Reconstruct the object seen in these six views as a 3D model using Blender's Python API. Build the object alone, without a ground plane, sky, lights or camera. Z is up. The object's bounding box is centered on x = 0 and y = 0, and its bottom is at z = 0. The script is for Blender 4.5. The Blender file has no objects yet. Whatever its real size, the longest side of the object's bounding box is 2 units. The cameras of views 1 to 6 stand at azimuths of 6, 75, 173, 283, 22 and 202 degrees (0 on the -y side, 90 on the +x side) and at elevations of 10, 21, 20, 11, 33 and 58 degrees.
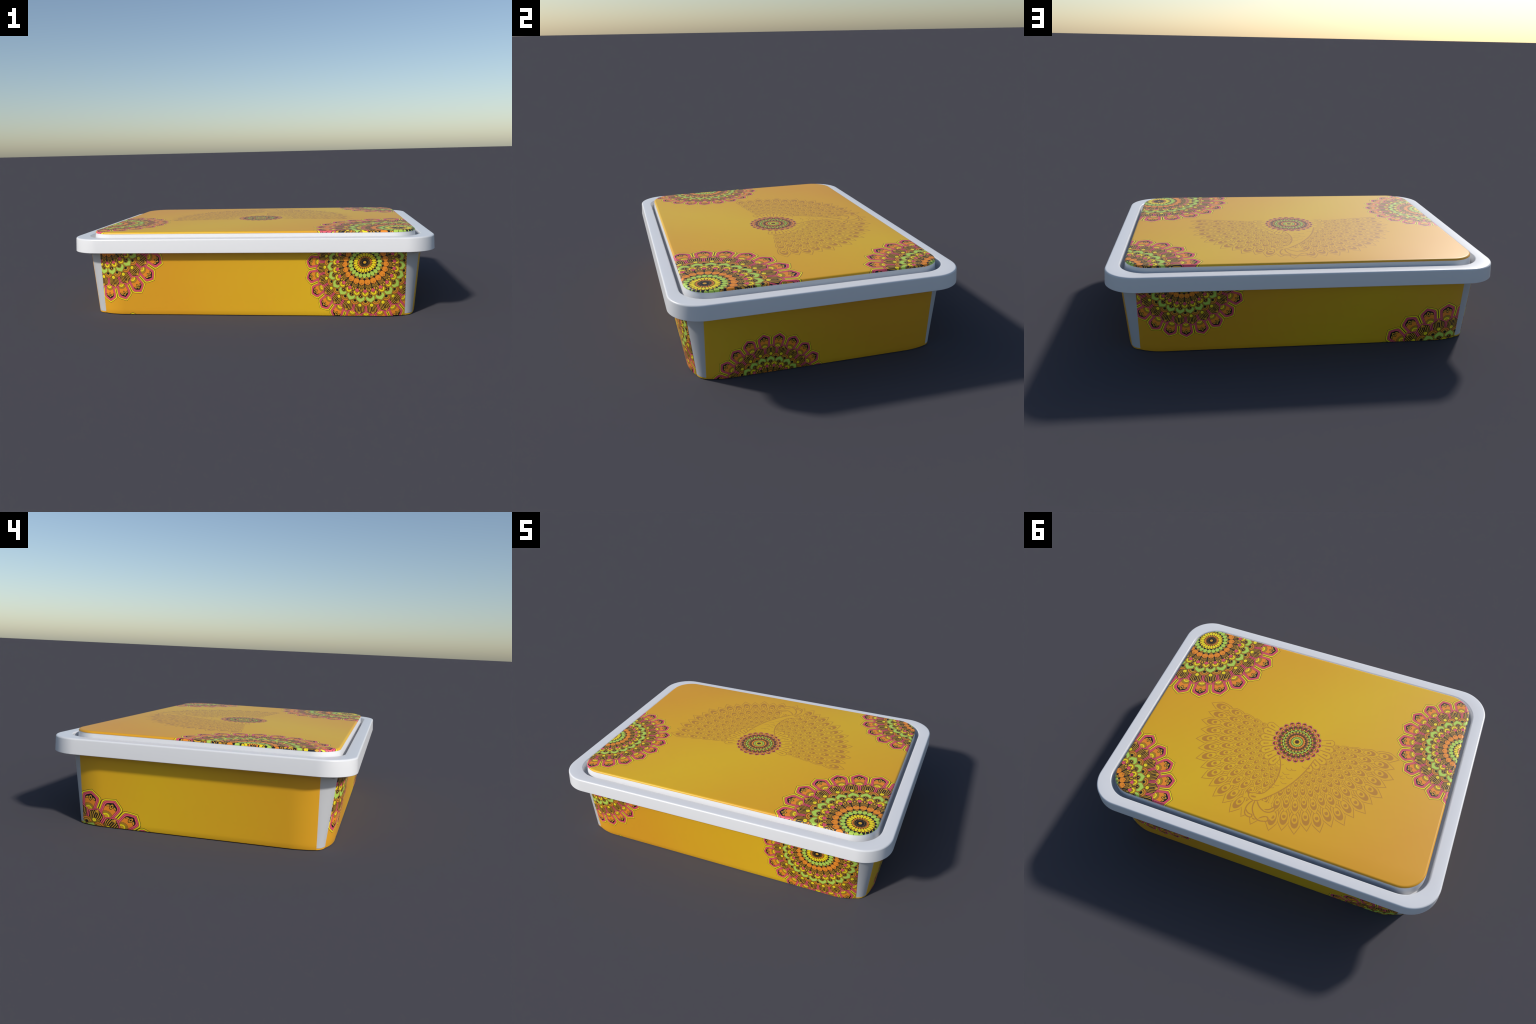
"""Lidded plastic food box: white tub and snap-on lid, printed in-mould labels
(mandala rosettes, a tone-on-tone peacock) drawn entirely with shader maths."""
import math
import bpy
import bmesh

# ------------------------------------------------------------------ sizes (m)
RIM_X, RIM_Y = 1.0, 0.7465          # outer half sizes of the lid rim
RIM_LOW, RIM_TOP = 0.3665, 0.4435   # skirt bottom, rim top
TOP_X, TOP_Y, TOP_Z = 0.9022, 0.6560, 0.4705   # printed plateau
BODY_X, BODY_Y = 0.914, 0.657       # tub half sizes at the ground
DRAFT = {"x": 0.085, "y": 0.105}    # outward lean of the tub walls
SKEW = 0.003                        # the tub is a touch deeper at its +x end
END_R = {"y": 0.27, "x": 0.36}      # large radius easing each wall into the corner facet
END_RUN = {"y": 0.126, "x": 0.128}  # how far before the facet that easing starts
LABEL_TOP = 0.368
WINDOW_X, WINDOW_Y = 0.843, 0.588   # where the side labels stop at the corners


def srgb(r, g, b):
    f = lambda c: c / 12.92 if c <= 0.04045 else ((c + 0.055) / 1.055) ** 2.4
    return (f(r / 255), f(g / 255), f(b / 255), 1.0)


GOLD_A = srgb(226, 161, 32)
GOLD_B = srgb(228, 182, 28)
INK = srgb(23, 21, 23)
OCHRE = srgb(222, 163, 42)
YELLOW = srgb(250, 224, 26)
GREEN = srgb(184, 215, 84)
ORANGE = srgb(241, 144, 38)
PINK = srgb(237, 92, 109)
BROWN = srgb(192, 132, 44)


# ------------------------------------------------- a small shader-maths layer
class Tree:
    """Builds Math nodes from ordinary Python expressions."""

    def __init__(self, nt):
        self.nt = nt

    def op(self, kind, *args):
        n = self.nt.nodes.new("ShaderNodeMath")
        n.operation = kind
        for i, a in enumerate(args):
            if isinstance(a, Ex):
                self.nt.links.new(a.s, n.inputs[i])
            else:
                n.inputs[i].default_value = float(a)
        return Ex(self, n.outputs[0])

    def mix(self, fac, a, b):
        n = self.nt.nodes.new("ShaderNodeMix")
        n.data_type = "RGBA"
        for sock, v in ((n.inputs[0], fac), (n.inputs[6], a), (n.inputs[7], b)):
            if isinstance(v, Ex):
                self.nt.links.new(v.s, sock)
            else:
                sock.default_value = v
        return Ex(self, n.outputs[2])


class Ex:
    def __init__(self, t, s):
        self.t, self.s = t, s

    def __add__(self, o): return self.t.op("ADD", self, o)
    def __radd__(self, o): return self.t.op("ADD", o, self)
    def __sub__(self, o): return self.t.op("SUBTRACT", self, o)
    def __rsub__(self, o): return self.t.op("SUBTRACT", o, self)
    def __mul__(self, o): return self.t.op("MULTIPLY", self, o)
    def __rmul__(self, o): return self.t.op("MULTIPLY", o, self)
    def __truediv__(self, o): return self.t.op("DIVIDE", self, o)
    def __rtruediv__(self, o): return self.t.op("DIVIDE", o, self)
    def __neg__(self): return self.t.op("MULTIPLY", self, -1)
    def __lt__(self, o): return self.t.op("LESS_THAN", self, o)
    def __gt__(self, o): return self.t.op("GREATER_THAN", self, o)
    def __and__(self, o): return self.t.op("MULTIPLY", self, o)
    def __or__(self, o): return self.t.op("MAXIMUM", self, o)
    def __abs__(self): return self.t.op("ABSOLUTE", self)

    def min(self, o): return self.t.op("MINIMUM", self, o)
    def max(self, o): return self.t.op("MAXIMUM", self, o)
    def smin(self, o, k): return self.t.op("SMOOTH_MIN", self, o, k)
    def sqrt(self): return self.t.op("SQRT", self)
    def round(self): return self.t.op("ROUND", self)
    def wrap(self, hi, lo): return self.t.op("WRAP", self, hi, lo)
    def sin(self): return self.t.op("SINE", self)
    def inv(self): return self.t.op("SUBTRACT", 1, self)

    def within(self, lo, hi):
        """1 where lo < value < hi"""
        return self.t.op("COMPARE", self, (lo + hi) / 2, abs(hi - lo) / 2)


def hyp(a, b):
    return (a * a + b * b).sqrt()


def oval(x, y, cx, cy, a, b):
    """< 1 inside an ellipse"""
    u = (x - cx) / a if cx else x / a
    v = (y - cy) / b
    return hyp(u, v)


class Paint:
    """Painter's-order stack of flat inks."""

    def __init__(self, t, base):
        self.t, self.col = t, base

    def lay(self, mask, ink):
        self.col = self.t.mix(mask, self.col, ink)


# ---------------------------------------------------------------- the mandala
PETALS = 22


def paint_mandala(t, pt, x, y, gold, bead_gap):
    """x, y: rosette coordinates, outer petal tips at radius 1; every ring is
    repeated PETALS times, on axis 'a' or on the axis between, 'b'."""
    cell = math.pi / PETALS
    r = hyp(x, y)
    th = t.op("ARCTAN2", y, x)
    ta = th.wrap(cell, -cell)
    tb = (th + cell).wrap(cell, -cell)
    ax, bx = abs(ta) * r, abs(tb) * r
    disc = r < 1.02

    # outer petals: nested outlines in ink, yellow and pink
    d = (r * cell - bx).smin((1.014 - r - bx * 0.56) * 0.872, 0.05)
    inside = (d > 0) & (r > 0.6)
    pt.lay(inside, INK)
    pt.lay(inside & d.within(0.0055, 0.0205), YELLOW)
    pt.lay(inside & (d.within(0.0245, 0.0375) | d.within(0.0405, 0.054)), PINK)
    core = inside & (d > 0.0575)
    pt.lay(core, ORANGE)
    pt.lay(core & ((r + bx * 0.30) > 0.910), INK)
    leaf = oval(bx, r + (bx - 0.043) * 0.5, 0.043, 0.893, 0.021, 0.0125)
    pt.lay(core & (leaf < 1.35), INK)
    pt.lay(core & (leaf < 0.85), gold)
    leaf = oval(bx, r, 0, 0.897, 0.021, 0.033) + bx * 8
    pt.lay(core & (leaf < 1.3), INK)
    pt.lay(core & leaf.within(0.5, 1.0), gold)
    db = hyp(bx, r - 0.75)
    pt.lay(core & (db < 0.073), INK)
    pt.lay(core & (db.within(0.061, 0.068) | db.within(0.049, 0.056) | (db < 0.02)), gold)
    pt.lay(core & db.within(0.022, 0.0435), YELLOW)

    # second row: striped petals with a pink border
    d = (r * cell - ax).smin((0.803 - r - ax * 0.62) * 0.85, 0.03)
    inside = (d > 0) & (r > 0.5)
    pt.lay(inside, INK)
    pt.lay(inside & d.within(0.0035, 0.0165), PINK)
    core = inside & (d > 0.0205)
    bow = (1 - ((r - 0.712) / 0.094) * ((r - 0.712) / 0.094)).max(0.03).sqrt() * 0.083
    pt.lay(core & ((ax / bow * 23 + 0.9).sin() > 0.30), gold)
    pt.lay(core & (d < 0.0245), INK)
    leaf = oval(ax, r, 0, 0.752, 0.017, 0.033) + ax * 5
    pt.lay(core & (leaf < 1.2), INK)
    pt.lay(core & leaf.within(0.0, 0.95), gold)
    pt.lay(core & (oval(ax, r, 0, 0.732, 0.006, 0.011) < 1), INK)
    pt.lay(core & (ax < 0.0065) & r.within(0.660, 0.716), INK)
    pt.lay(core & (ax < 0.0028) & r.within(0.660, 0.716), gold)

    # disc with the inner rings; beaded scallops close it
    pt.lay(r < 0.600, INK)
    db = hyp(bx, r - 0.566)
    pt.lay(db < 0.073, INK)
    bead = (t.op("ARCTAN2", bx, r - 0.566) * 10.5).sin()
    pt.lay(db.within(0.050, 0.069) & (abs(bead) > bead_gap), ORANGE)
    ray = (t.op("ARCTAN2", bx, r - 0.566) * 9).sin()
    pt.lay(db.within(0.024, 0.043) & ((abs(ray) > 0.35) | (db > 0.036)), gold)
    dot = hyp(ax, r - 0.631)
    pt.lay(dot < 0.0295, INK)
    pt.lay(dot < 0.0245, YELLOW)
    pt.lay((ax < 0.0015) & r.within(0.632, 0.648), INK)

    # green hearts
    h = (0.0635 - ax).smin((0.587 - r - ax * 0.64) * 0.842, 0.020)
    h = h.smin(r - 0.484, 0.02)
    ring = hyp(ax, r - 0.487)
    pt.lay((h > -0.017), INK)
    pt.lay(h.within(-0.0115, -0.0055), gold)
    pt.lay((h > 0) & (ring > 0.041), GREEN)
    pt.lay(ring < 0.040, INK)
    pt.lay(ring.within(0.030, 0.035), gold)
    pt.lay((hyp(ax - 0.012, r - 0.475) < 0.0065) | (hyp(ax, r - 0.497) < 0.0075), gold)

    # yellow arcs and pink fans
    db = hyp(bx, r - 0.444)
    pt.lay(db < 0.058, INK)
    pt.lay(db.within(0.044, 0.0485) | db.within(0.0515, 0.0555), gold)
    pt.lay(db.within(0.0185, 0.040), YELLOW)
    pt.lay(db < 0.0115, gold)

    # chevrons and leaf sprays
    v = r + ax * 0.80
    pt.lay(v < 0.424, INK)
    split = (r * cell - ax) > 0.0075
    pt.lay((((v - 0.338) * (math.pi / 0.0090)).sin() > 0.22) & (v < 0.412) & split, gold)
    leaf = oval(ax, r, 0, 0.408, 0.0135, 0.024)
    pt.lay(leaf < 1.3, INK)
    pt.lay(leaf < 0.85, gold)
    leaf = oval(ax, r, 0.029, 0.392, 0.0105, 0.023)
    pt.lay(leaf < 1.35, INK)
    pt.lay(leaf < 0.9, gold)
    fan = (r - 0.384) * 0.85 - bx
    apex = hyp(bx, r - 0.384)
    pt.lay((fan > -0.005) & (apex < 0.057), INK)
    pt.lay((fan > 0) & (apex < 0.052), PINK)
    pt.lay((fan > 0) & apex.within(0.0335, 0.0360), INK)

    # orange petals
    pt.lay(r < 0.285, INK)
    p = oval(ax, r, 0, 0.293, 0.0415, 0.047).max((r + ax * 0.60 - 0.291) * 21)
    pt.lay(p < 1.09, INK)
    pt.lay((p < 0.97) & ((r * cell - ax) > 0.0022), ORANGE)
    pt.lay(((ax < 0.0014) | (abs(ax - (r - 0.285) * 0.35) < 0.0012)) & r.within(0.300, 0.325), INK)

    # small ochre chevrons, green and yellow petals
    pt.lay(r < 0.255, INK)
    v = r + ax * 0.5
    pt.lay(v.within(0.226, 0.238) | v.within(0.244, 0.252), gold)
    p = oval(bx, r, 0, 0.200, 0.0275, 0.0345).max((bx * 0.75 - r + 0.200) * 28)
    pt.lay(p < 1.12, INK)
    pt.lay(p < 0.96, GREEN)
    pt.lay(r < 0.160, INK)
    pt.lay(oval(bx, r, 0, 0.157, 0.007, 0.011) < 1, gold)
    p = oval(ax, r, 0, 0.128, 0.0168, 0.0305)
    pt.lay(p < 1.1, INK)
    pt.lay(p < 0.96, YELLOW)
    pt.lay(r < 0.099, INK)
    pt.lay(hyp(ax, r - 0.087) < 0.0105, ORANGE)
    pt.lay(hyp(bx, r - 0.069) < 0.0042, gold)
    pt.lay(hyp(ax, r - 0.050) < 0.0026, gold)
    pt.lay(r < 0.021, gold)
    return disc


def mandala_group():
    """The rosette drawing as one node group shared by all the labels."""
    g = bpy.data.node_groups.get("mandala_drawing")
    if g:
        return g
    g = bpy.data.node_groups.new("mandala_drawing", "ShaderNodeTree")
    for label, kind in (("U", "NodeSocketFloat"), ("V", "NodeSocketFloat"), ("Ground", "NodeSocketColor"), ("Bold", "NodeSocketFloat")):
        g.interface.new_socket(label, in_out="INPUT", socket_type=kind)
    g.interface.new_socket("Colour", in_out="OUTPUT", socket_type="NodeSocketColor")
    t = Tree(g)
    gi, go = g.nodes.new("NodeGroupInput"), g.nodes.new("NodeGroupOutput")
    u, v, ground, bold = [Ex(t, gi.outputs[k]) for k in range(4)]
    pt = Paint(t, ground)
    paint_mandala(t, pt, u, v, t.mix(bold * 0.58, OCHRE, INK), 0.22 - bold * 0.4)
    g.links.new(pt.col.s, go.inputs[0])
    return g


def rosette(x, y, cx, cy, rx, ry, phase, sx=0.0, sy=0.0, squeeze=0.0):
    """Object coordinates -> rosette coordinates of one printed rosette."""
    u, v = (x - cx) / rx, (y - cy) / ry
    if sx or sy:
        k = (1 - hyp(u, v)).max(0)
        u, v = u - k * (sx / rx), v - k * (sy / ry)
    if squeeze:
        k = (1 - squeeze) + hyp(u, v) * squeeze
        u, v = u * k, v * k
    c, s = math.cos(math.radians(phase)), math.sin(math.radians(phase))
    return u * c + v * s, v * c - u * s


# ---------------------------------------------------------------- the peacock
def arc3(x, y, p0, p1, p2, w):
    """Stroke along the circular arc p0 - p1 - p2."""
    (ax, ay), (bx, by), (cx, cy) = p0, p1, p2
    q = 2 * (ax * (by - cy) + bx * (cy - ay) + cx * (ay - by))
    a2, b2, c2 = ax * ax + ay * ay, bx * bx + by * by, cx * cx + cy * cy
    ox = (a2 * (by - cy) + b2 * (cy - ay) + c2 * (ay - by)) / q
    oy = (a2 * (cx - bx) + b2 * (ax - cx) + c2 * (bx - ax)) / q
    rad = math.hypot(ax - ox, ay - oy)
    nx, ny = cy - ay, ax - cx
    if (bx - ax) * nx + (by - ay) * ny < 0:
        nx, ny = -nx, -ny
    side = (x - ax) * nx + (y - ay) * ny
    return (abs(hyp(x - ox, y - oy) - rad) < w) & (side > -0.0004 * math.hypot(nx, ny))


def polygon(x, y, pts):
    """Filled convex polygon."""
    area = sum(a[0] * b[1] - b[0] * a[1] for a, b in zip(pts, pts[1:] + pts[:1]))
    inside = None
    for (ax, ay), (bx, by) in zip(pts, pts[1:] + pts[:1]):
        e = ((x - ax) * (ay - by) + (y - ay) * (bx - ax)) * math.copysign(1, area) > 0
        inside = e if inside is None else inside & e
    return inside


def circle3(p0, p1, p2):
    (ax, ay), (bx, by), (cx, cy) = p0, p1, p2
    q = 2 * (ax * (by - cy) + bx * (cy - ay) + cx * (ay - by))
    a2, b2, c2 = ax * ax + ay * ay, bx * bx + by * by, cx * cx + cy * cy
    ox = (a2 * (by - cy) + b2 * (cy - ay) + c2 * (ay - by)) / q
    oy = (a2 * (cx - bx) + b2 * (ax - cx) + c2 * (bx - ax)) / q
    return ox, oy, math.hypot(ax - ox, ay - oy)


def peacock_mask(t, x, y):
    deg = math.pi / 180
    r = hyp(x, y - 0.003)
    a = t.op("ARCTAN2", y - 0.003, abs(x))            # mirrored fan, radians
    # ---- rows of eyed feathers on alternating long and short rays
    step = (6.92 + 0.2025 - r * 0.75) * deg
    i = (71.6 * deg - a) / step
    k = i.round().min(12)
    fx = abs(i - k) * step
    odd = abs(t.op("PINGPONG", k, 1))
    rr = r + odd * 0.016
    q = t.op("LOGARITHM", rr / 0.511, 0.8165)
    m = (q + math.log(1.035) / -math.log(0.8165)).round().max(0)
    rc = 0.511 * t.op("POWER", 0.8165, m)
    fy = rr / rc - 1
    wide = (1 - ((fy - 0.02) / 0.14) * ((fy - 0.02) / 0.14)).max(0).sqrt() * 0.0625
    g = fx - wide.min((0.167 - fy) * 0.595)
    line = abs(g) < 0.0045
    # inner end of the next feather out, tucked behind this one's tip
    fo = (fy + 1) * 0.8165 - 1
    wo = (1 - ((fo - 0.02) / 0.14) * ((fo - 0.02) / 0.14)).max(0).sqrt() * 0.0625
    line = line | ((abs(fx - wo) < 0.0050) & (g > 0) & (m > 0.5) & (fo > -0.117))
    egg = oval(fx, fy, 0, 0.011, 0.0435, 0.091)
    light = oval(fx, fy, 0, -0.007, 0.0325, 0.054)
    pupil = (oval(fx, fy, 0, 0.0, 0.019, 0.023) < 1) & (oval(fx, fy, 0, -0.023, 0.006, 0.009) > 1)
    eye = ((egg < 1) & (light > 1)) | pupil
    web = (g > 0) & (fx.within(0.0555, 0.0602) | (fy.within(-0.078, -0.069) & (fx < 0.06))) & fy.within(-0.12, -0.02)
    fan = (line | eye | web) & (i < 13.2) & (i > -2.6) & (r > 0.2) & (fy < 0.175)
    # ---- plain lobes next to the breast
    j = (a + 17.8 * deg) / (13.6 * deg)
    jk = j.round().max(0).min(6)
    lx = abs(j - jk) * (13.6 * deg) * r
    cap = hyp(lx * 0.1975 / r.min(0.197), (r - 0.197).max(0)) - 0.0221
    lobe_in = (cap < 0.002) & (j < 6.6)
    mark = ((lx < 0.0034) & r.within(0.168, 0.192)) | ((lx < (r - 0.180) * 0.40) & r.within(0.188, 0.198))
    lobe = ((abs(cap) < 0.0021) | mark) & (j < 6.6)
    m_ = (fan & lobe_in.inv()) | lobe
    # ---- neck and head, kept clear of feathers
    lx0, ly0, lr = circle3((0.062, 0.134), (0.0215, 0.275), (0.073, 0.401))
    rx0, ry0, rad = circle3((-0.133, 0.086), (-0.066, 0.280), (0.063, 0.441))
    body = (hyp(x - lx0, y - ly0) > lr) & (hyp(x - rx0, y - ry0) < rad) & (x < 0.075) & (y < 0.45) & (x > -0.14)
    head = oval(x, y, 0.100, 0.428, 0.052, 0.029) < 1
    crest = (oval(x, y, 0.048, 0.505, 0.090, 0.066) < 1)
    tips = crest & (r < 0.556) & (((x - 0.03) * (x - 0.03)) > 0)
    m_ = m_ & (body | head | tips).inv()
    strokes = (
        ((0.062, 0.134), (0.0215, 0.275), (0.052, 0.382)),
        ((0.052, 0.382), (0.072, 0.401), (0.090, 0.406)),
        ((0.090, 0.406), (0.104, 0.408), (0.114, 0.412)),
        ((0.114, 0.412), (0.122, 0.414), (0.130, 0.412)),
        ((-0.133, 0.086), (-0.066, 0.280), (0.063, 0.441)),
        ((0.063, 0.441), (0.078, 0.450), (0.094, 0.453)),
        ((0.094, 0.453), (0.120, 0.446), (0.134, 0.424)),
        # crest curls
        ((0.094, 0.458), (0.112, 0.490), (0.112, 0.525)),
        ((0.112, 0.525), (0.102, 0.550), (0.078, 0.557)),
        ((0.078, 0.557), (0.064, 0.548), (0.074, 0.538)),
        ((0.074, 0.538), (0.092, 0.536), (0.108, 0.520)),
        ((0.082, 0.456), (0.078, 0.505), (0.050, 0.543)),
        ((0.050, 0.543), (0.020, 0.559), (-0.010, 0.553)),
        ((-0.010, 0.553), (-0.026, 0.536), (-0.012, 0.524)),
        ((-0.012, 0.524), (0.004, 0.530), (0.020, 0.546)),
        ((0.070, 0.452), (0.046, 0.481), (0.012, 0.497)),
        ((0.012, 0.497), (-0.018, 0.492), (-0.036, 0.472)),
        ((-0.036, 0.472), (-0.034, 0.458), (-0.020, 0.463)),
        ((-0.020, 0.463), (-0.008, 0.478), (0.012, 0.484)),
    )
    for n, (p0, p1, p2) in enumerate(strokes):
        m_ = m_ | arc3(x, y, p0, p1, p2, 0.0031 if n < 7 else 0.0036)
    for cx, cy, s in ((0.040, 0.176, 1.2), (-0.020, 0.192, 1.1), (-0.045, 0.188, 0.9), (-0.013, 0.226, 1.2),
                      (-0.040, 0.246, 1.1), (-0.005, 0.262, 0.9), (0.012, 0.250, 0.8), (-0.022, 0.288, 1.0),
                      (0.010, 0.315, 0.9), (0.030, 0.338, 0.8), (-0.098, 0.150, 0.9)):
        m_ = m_ | arc3(x, y, (cx - 0.017 * s, cy), (cx, cy + 0.009 * s), (cx + 0.017 * s, cy), 0.0016)
    beak = polygon(x, y, ((0.151, 0.396), (0.1475, 0.416), (0.134, 0.432), (0.125, 0.413), (0.138, 0.407)))
    eye = oval(x, y - (x - 0.1) * 0.1, 0.102, 0.432, 0.016, 0.0055) < 1
    return m_ | beak | eye


# ---------------------------------------------------------------- materials
def new_material(name, rough, spec=0.5):
    m = bpy.data.materials.new(name)
    m.use_nodes = True
    b = m.node_tree.nodes["Principled BSDF"]
    b.inputs["Roughness"].default_value = rough
    b.inputs["Specular IOR Level"].default_value = spec
    return m, m.node_tree, b


def coords(nt):
    tc = nt.nodes.new("ShaderNodeTexCoord")
    sep = nt.nodes.new("ShaderNodeSeparateXYZ")
    nt.links.new(tc.outputs["Object"], sep.inputs[0])
    t = Tree(nt)
    return t, [Ex(t, sep.outputs[k]) for k in range(3)], tc


def plastic(name, colour, rough):
    m, nt, b = new_material(name, rough)
    tc = nt.nodes.new("ShaderNodeTexCoord")
    noise = nt.nodes.new("ShaderNodeTexNoise")
    noise.inputs["Scale"].default_value = 60
    noise.inputs["Detail"].default_value = 3
    nt.links.new(tc.outputs["Object"], noise.inputs["Vector"])
    ramp = nt.nodes.new("ShaderNodeValToRGB")
    ramp.color_ramp.elements[0].color = [c * 0.985 for c in colour[:3]] + [1]
    ramp.color_ramp.elements[1].color = colour
    nt.links.new(noise.outputs["Fac"], ramp.inputs["Fac"])
    nt.links.new(ramp.outputs["Color"], b.inputs["Base Color"])
    return m


def print_material(name, plane, placements, shade, peacock=False, rough=0.45):
    """plane: which two object axes carry the print; placements: rosettes;
    shade: (ca, cb, offset, reach) of the slow orange-to-yellow ground tint."""
    m, nt, b = new_material(name, rough)
    t, xyz, tc = coords(nt)
    x, y = xyz[plane[0]], xyz[plane[1]]
    ca, cb, off, reach = shade
    wob = nt.nodes.new("ShaderNodeTexNoise")
    wob.inputs["Scale"].default_value = 1.6
    wob.inputs["Detail"].default_value = 2
    nt.links.new(tc.outputs["Object"], wob.inputs["Vector"])
    wobble = (Ex(t, wob.outputs["Fac"]) - 0.5) * 0.5
    f = (abs(x * ca + y * cb - off) / reach + wobble).min(1).max(0)
    gold = t.mix(f, GOLD_B, GOLD_A)
    pt = Paint(t, gold)
    if peacock:
        pt.lay(peacock_mask(t, x, y), BROWN)
    # bring the rosette that covers this spot into one shared drawing
    u, v = rosette(x, y, *placements[0])
    for p in placements[1:]:
        u2, v2 = rosette(x, y, *p)
        near = (u2 * u2 + v2 * v2) < 1.1
        u = u + (u2 - u) * near
        v = v + (v2 - v) * near
    bold = 0.0
    if peacock:                       # the small centre rosette is inked heavier
        bold = (x * x + y * y) < 0.17 * 0.17
    g = nt.nodes.new("ShaderNodeGroup")
    g.node_tree = mandala_group()
    for k, val in enumerate((u, v, pt.col, bold)):
        if isinstance(val, Ex):
            nt.links.new(val.s, g.inputs[k])
        else:
            g.inputs[k].default_value = val
    nt.links.new(g.outputs[0], b.inputs["Base Color"])
    return m


# ---------------------------------------------------------------- geometry
CORNER = 20


def loop_points(hx, hy, r, z):
    """Rounded rectangle, counter-clockwise, with extra points on the straights."""
    pts = []
    for cx, cy, a0 in ((hx - r, hy - r, 0), (-hx + r, hy - r, 90), (-hx + r, -hy + r, 180), (hx - r, -hy + r, 270)):
        for k in range(CORNER + 1):
            a = math.radians(a0 + 90 * k / CORNER)
            pts.append((cx + r * math.cos(a), cy + r * math.sin(a), z))
    return pts


def along_side(axis, s, z, off):
    """Outline of the tub on its +y (or +x) side: along-coordinate s, height z,
    pushed outward by off. Returns (along, across)."""
    across = (BODY_Y + SKEW * s if axis == "y" else BODY_X) + DRAFT[axis] * z
    start = (WINDOW_X if axis == "y" else WINDOW_Y) - END_RUN[axis]
    d = abs(s) - start
    if d <= 0:
        return s, across + off
    a = math.asin(d / END_R[axis])
    drop = END_R[axis] * (1 - math.cos(a))
    return s + math.copysign(math.sin(a) * off, s), across - drop + math.cos(a) * off


def finish(name, bm, mat, parent, smooth=35):
    bmesh.ops.recalc_face_normals(bm, faces=bm.faces)
    me = bpy.data.meshes.new(name)
    bm.to_mesh(me)
    bm.free()
    me.materials.append(mat)
    for p in me.polygons:
        p.use_smooth = True
    me.set_sharp_from_angle(angle=math.radians(smooth))
    ob = bpy.data.objects.new(name, me)
    bpy.context.scene.collection.objects.link(ob)
    ob.parent = parent
    return ob


def loft(name, profile, mat, parent, close_start=True, close_end=True, ring=False, smooth=35):
    """profile: list of (half x, half y, corner radius, z)."""
    bm = bmesh.new()
    rows = [[bm.verts.new(p) for p in loop_points(*q)] for q in profile]
    n = len(rows[0])
    pairs = list(zip(rows, rows[1:])) + ([(rows[-1], rows[0])] if ring else [])
    for lo, hi in pairs:
        for k in range(n):
            bm.faces.new((lo[k], lo[(k + 1) % n], hi[(k + 1) % n], hi[k]))
    if not ring:
        if close_start:
            bm.faces.new(list(reversed(rows[0])))
        if close_end:
            bm.faces.new(rows[-1])
    return finish(name, bm, mat, parent, smooth)


def fillet(hx, hy, r, z, rad, steps, start, end, inward=1):
    """Quarter-round of profile points. Angles in degrees, 0 = outward, 90 = up;
    (hx, z) is the centre of the rounding."""
    out = []
    for k in range(steps + 1):
        a = math.radians(start + (end - start) * k / steps)
        d = rad * math.cos(a)
        out.append((hx + d, hy + d, max(r + d, 0.01), z + rad * math.sin(a)))
    return out


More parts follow.
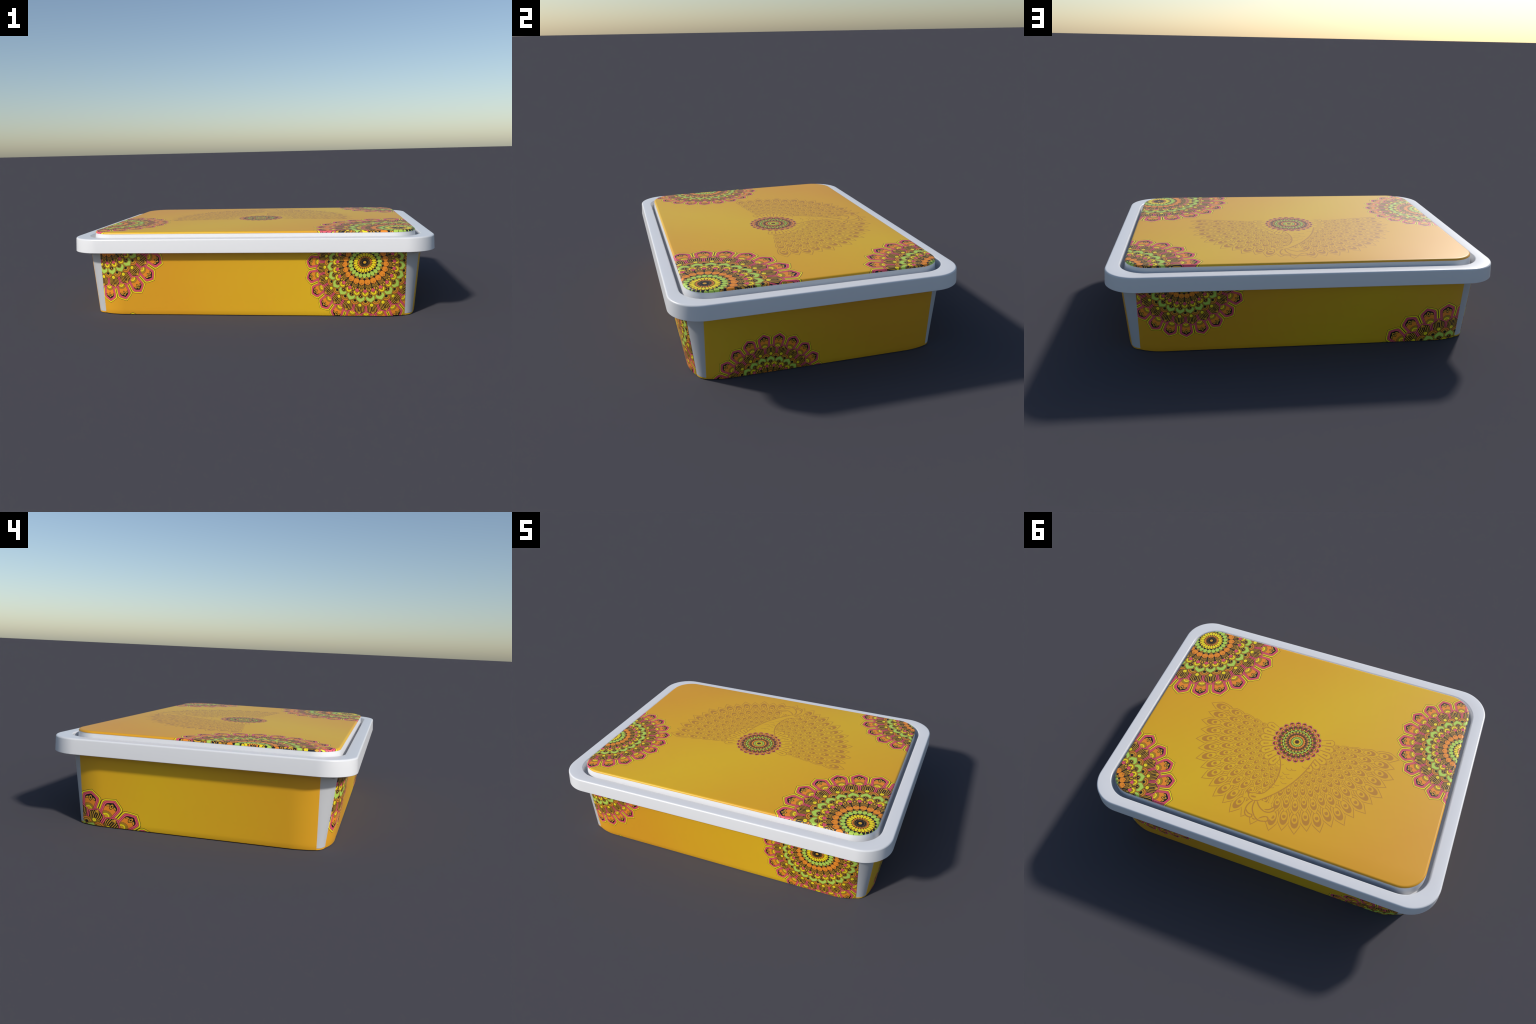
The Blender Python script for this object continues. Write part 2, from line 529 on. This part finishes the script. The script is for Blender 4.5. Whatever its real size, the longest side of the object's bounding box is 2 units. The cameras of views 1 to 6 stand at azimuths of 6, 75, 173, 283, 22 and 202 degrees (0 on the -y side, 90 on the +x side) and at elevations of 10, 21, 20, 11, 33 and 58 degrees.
def build():
    white = plastic("white_lid_plastic", srgb(230, 230, 231), 0.32)
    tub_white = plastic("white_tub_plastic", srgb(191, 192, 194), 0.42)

    box = bpy.data.objects.new("food_box", None)
    bpy.context.scene.collection.objects.link(box)
    box["label"] = "white lidded plastic box with gold mandala and peacock printed labels"
    box["category"] = "food container"

    # ---- lid: skirt, rim, moat and raised plateau in one moulding
    X, Y, R = RIM_X, RIM_Y, 0.171
    prof = [(X - 0.30, Y - 0.30, 0.05, 0.380), (X - 0.018, Y - 0.018, R - 0.018, 0.380),
            (X - 0.016, Y - 0.016, R - 0.016, RIM_LOW + 0.002), (X - 0.013, Y - 0.013, R - 0.013, RIM_LOW),
            (X - 0.002, Y - 0.002, R - 0.002, RIM_LOW), (X, Y, R, RIM_LOW + 0.002)]
    rr = 0.009
    prof += fillet(X - 0.004 - rr, Y - 0.004 - rr, R - 0.004 - rr, RIM_TOP - rr, rr, 8, 4, 90)
    ri = 0.007
    ix, iy, ir = 0.9275, 0.6800, 0.147
    prof += fillet(ix + ri, iy + ri, ir + ri, RIM_TOP - ri, ri, 6, 90, 176)
    prof += [(ix - 0.002, iy - 0.002, ir - 0.002, 0.389), (ix - 0.005, iy - 0.005, ir - 0.005, 0.386),
             (TOP_X + 0.010, TOP_Y + 0.010, 0.142, 0.386), (TOP_X + 0.008, TOP_Y + 0.008, 0.140, 0.389),
             (TOP_X, TOP_Y, 0.132, 0.4602), (TOP_X - 0.006, TOP_Y - 0.006, 0.126, 0.4635)]
    lid = loft("lid", prof, white, box)

    # ---- printed panel on the plateau
    lid_print = print_material(
        "lid_print", (0, 1),
        [(0.824, -0.553, 0.474, 0.474, 0.6, -0.016, -0.005), (-0.929, -0.270, 0.388, 0.388, -1.2),
         (0.940, 0.659, 0.4255, 0.4255, -1.6), (0.002, 0.003, 0.148, 0.148, 0.0)],
        (0.75, -0.66, 0.05, 0.85), peacock=True)
    px, py, pr = TOP_X + 0.0012, TOP_Y + 0.0012, 0.133
    prof = [(px - 0.004, py - 0.004, pr - 0.004, 0.4596), (px, py, pr, 0.4600)]
    for k in range(9):                # soft elliptical shoulder
        a = math.radians(6 + 84 * k / 8)
        d = 0.012 * (1 - math.cos(a))
        prof.append((px - d, py - d, pr - d, 0.4604 + (TOP_Z - 0.4604) * math.sin(a)))
    loft("lid_label", prof, lid_print, lid, close_start=True)

    # ---- tub: outer wall with flat corner facets, flange, inner wall, floor
    def ring_of(z, off):
        pts = []
        na, nb = 12, 16
        for quad in range(4):
            sx, sy = ((1, 1), (-1, 1), (-1, -1), (1, -1))[quad]
            q = [along_side("x", WINDOW_Y * k / nb, z, off) for k in range(nb + 1)]
            q = [(b, a) for a, b in q]
            p = [along_side("y", sx * WINDOW_X * (nb - k) / nb, z, off) for k in range(nb + 1)]
            p = [(a * sx, b) for a, b in p]
            (a0, b0), (a1, b1) = q[-1], p[0]
            for k in range(1, 8):         # convex facet between the two labels
                f = k / 8
                bulge = 0.0070 * 4 * f * (1 - f) * 0.7071
                q.append((a0 + (a1 - a0) * f + bulge, b0 + (b1 - b0) * f + bulge))
            q += p
            if quad % 2:
                q = q[::-1]
            pts += [(sx * a, sy * b, z) for a, b in q[(1 if quad in (1, 3) else 0):(-1 if quad in (1, 3) else None)]]
        return pts

    bm = bmesh.new()
    seq = [(0.02, -0.035), (0.03, -0.024), (0.376, -0.024), (0.376, 0.030), (0.371, 0.032), (0.368, -0.0018),
           (0.28, -0.0018), (0.18, -0.0018), (0.09, -0.0018), (0.022, -0.0018), (0.0095, -0.0010), (0.0075, -0.003)]
    rows = [[bm.verts.new(p) for p in ring_of(*q)] for q in seq]
    n = len(rows[0])
    for lo, hi in zip(rows, rows[1:]):
        for k in range(n):
            bm.faces.new((lo[k], lo[(k + 1) % n], hi[(k + 1) % n], hi[k]))
    bm.faces.new(rows[0])
    bm.faces.new(list(reversed(rows[-1])))
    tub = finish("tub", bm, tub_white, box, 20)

    # ---- small lugs under the rim at the corners
    bm = bmesh.new()
    bmesh.ops.create_cube(bm, size=1)
    bmesh.ops.scale(bm, vec=(0.036, 0.020, 0.034), verts=bm.verts)
    bmesh.ops.bevel(bm, geom=list(bm.edges), offset=0.004, segments=2, affect="EDGES")
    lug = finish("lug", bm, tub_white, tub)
    for n, (sx, sy) in enumerate(((-1, -1), (1, -1), (1, 1), (-1, 1))):
        if n:
            lug = lug.copy()
            bpy.context.scene.collection.objects.link(lug)
        lug.location = (sx * 0.896, sy * 0.644, 0.362)
        lug.rotation_euler = (0, 0, math.atan2(sy, sx))

    # ---- wrap: base sheet and four side panels
    base_mat = print_material("base_print", (0, 1), [(3.0, 3.0, 0.1, 0.1, 0.0)], (0.7, 0.7, 0.1, 0.9))
    bm = bmesh.new()
    rows = [[bm.verts.new((p[0], p[1], z)) for p in ring_of(0.0, off)] for z, off in ((0.0, -0.006), (0.0010, -0.0014), (0.0062, -0.0010), (0.0068, -0.004))]
    n = len(rows[0])
    for lo, hi in zip(rows, rows[1:]):
        for k in range(n):
            bm.faces.new((lo[k], lo[(k + 1) % n], hi[(k + 1) % n], hi[k]))
    bm.faces.new(rows[0])
    bm.faces.new(list(reversed(rows[-1])))
    finish("base_label", bm, base_mat, tub)

    def side_panel(axis, sign, mat):
        lim = WINDOW_X if axis == "y" else WINDOW_Y
        c0 = lim - END_RUN[axis]
        along = [-lim + (lim - c0) * k / 14 for k in range(14)]
        along += [-c0 + 2 * c0 * k / 24 for k in range(25)]
        along += [c0 + (lim - c0) * (k + 1) / 14 for k in range(14)]
        zs = [0.0012, 0.0040, 0.03, 0.08, 0.14, 0.2, 0.26, 0.32, LABEL_TOP]
        bm = bmesh.new()
        grids = []
        for off in (0.0, -0.0040):
            g = []
            for iz, z in enumerate(zs):
                row = []
                for s in along:
                    o = off - (0.0014 if (iz == 0 and off == 0) else 0)
                    a, b = along_side(axis, s, z, o)
                    b *= sign
                    row.append(bm.verts.new((a, b, z) if axis == "y" else (b, a, z)))
                g.append(row)
            grids.append(g)
        na, nz = len(along), len(zs)
        for g in grids:
            for i in range(nz - 1):
                for k in range(na - 1):
                    bm.faces.new((g[i][k], g[i][k + 1], g[i + 1][k + 1], g[i + 1][k]))
        o, n_ = grids
        for i in range(nz - 1):
            for k in (0, na - 1):
                bm.faces.new((o[i][k], o[i + 1][k], n_[i + 1][k], n_[i][k]))
        for k in range(na - 1):
            for i in (0, nz - 1):
                bm.faces.new((o[i][k], o[i][k + 1], n_[i][k + 1], n_[i][k]))
        return finish("side_label", bm, mat, tub)

    front = print_material(
        "front_print", (0, 2),
        [(0.638, 0.262, 0.332, 0.330, 0.0, -0.019, 0.049, 0.164), (-0.800, 0.466, 0.353, 0.396, -0.4),
         (-0.675, -0.393, 0.40, 0.40, 0.0)],
        (1.0, 0.25, 0.42, 0.85))
    back = print_material(
        "back_print", (0, 2), [(0.609, 0.421, 0.319, 0.342, -0.7), (-0.779, -0.188, 0.419, 0.416, -2.0)],
        (1.0, 0.3, -0.25, 0.80))
    right = print_material(
        "right_print", (1, 2), [(-0.275, -0.096, 0.298, 0.324, 6.5)], (1.0, 0.9, -0.30, 0.75))
    left = print_material(
        "left_print", (1, 2), [(0.620, -0.206, 0.478, 0.398, -4.8)], (1.0, 0.2, 0.25, 0.85))
    side_panel("y", -1, front)
    side_panel("y", 1, back)
    side_panel("x", 1, right)
    side_panel("x", -1, left)


build()
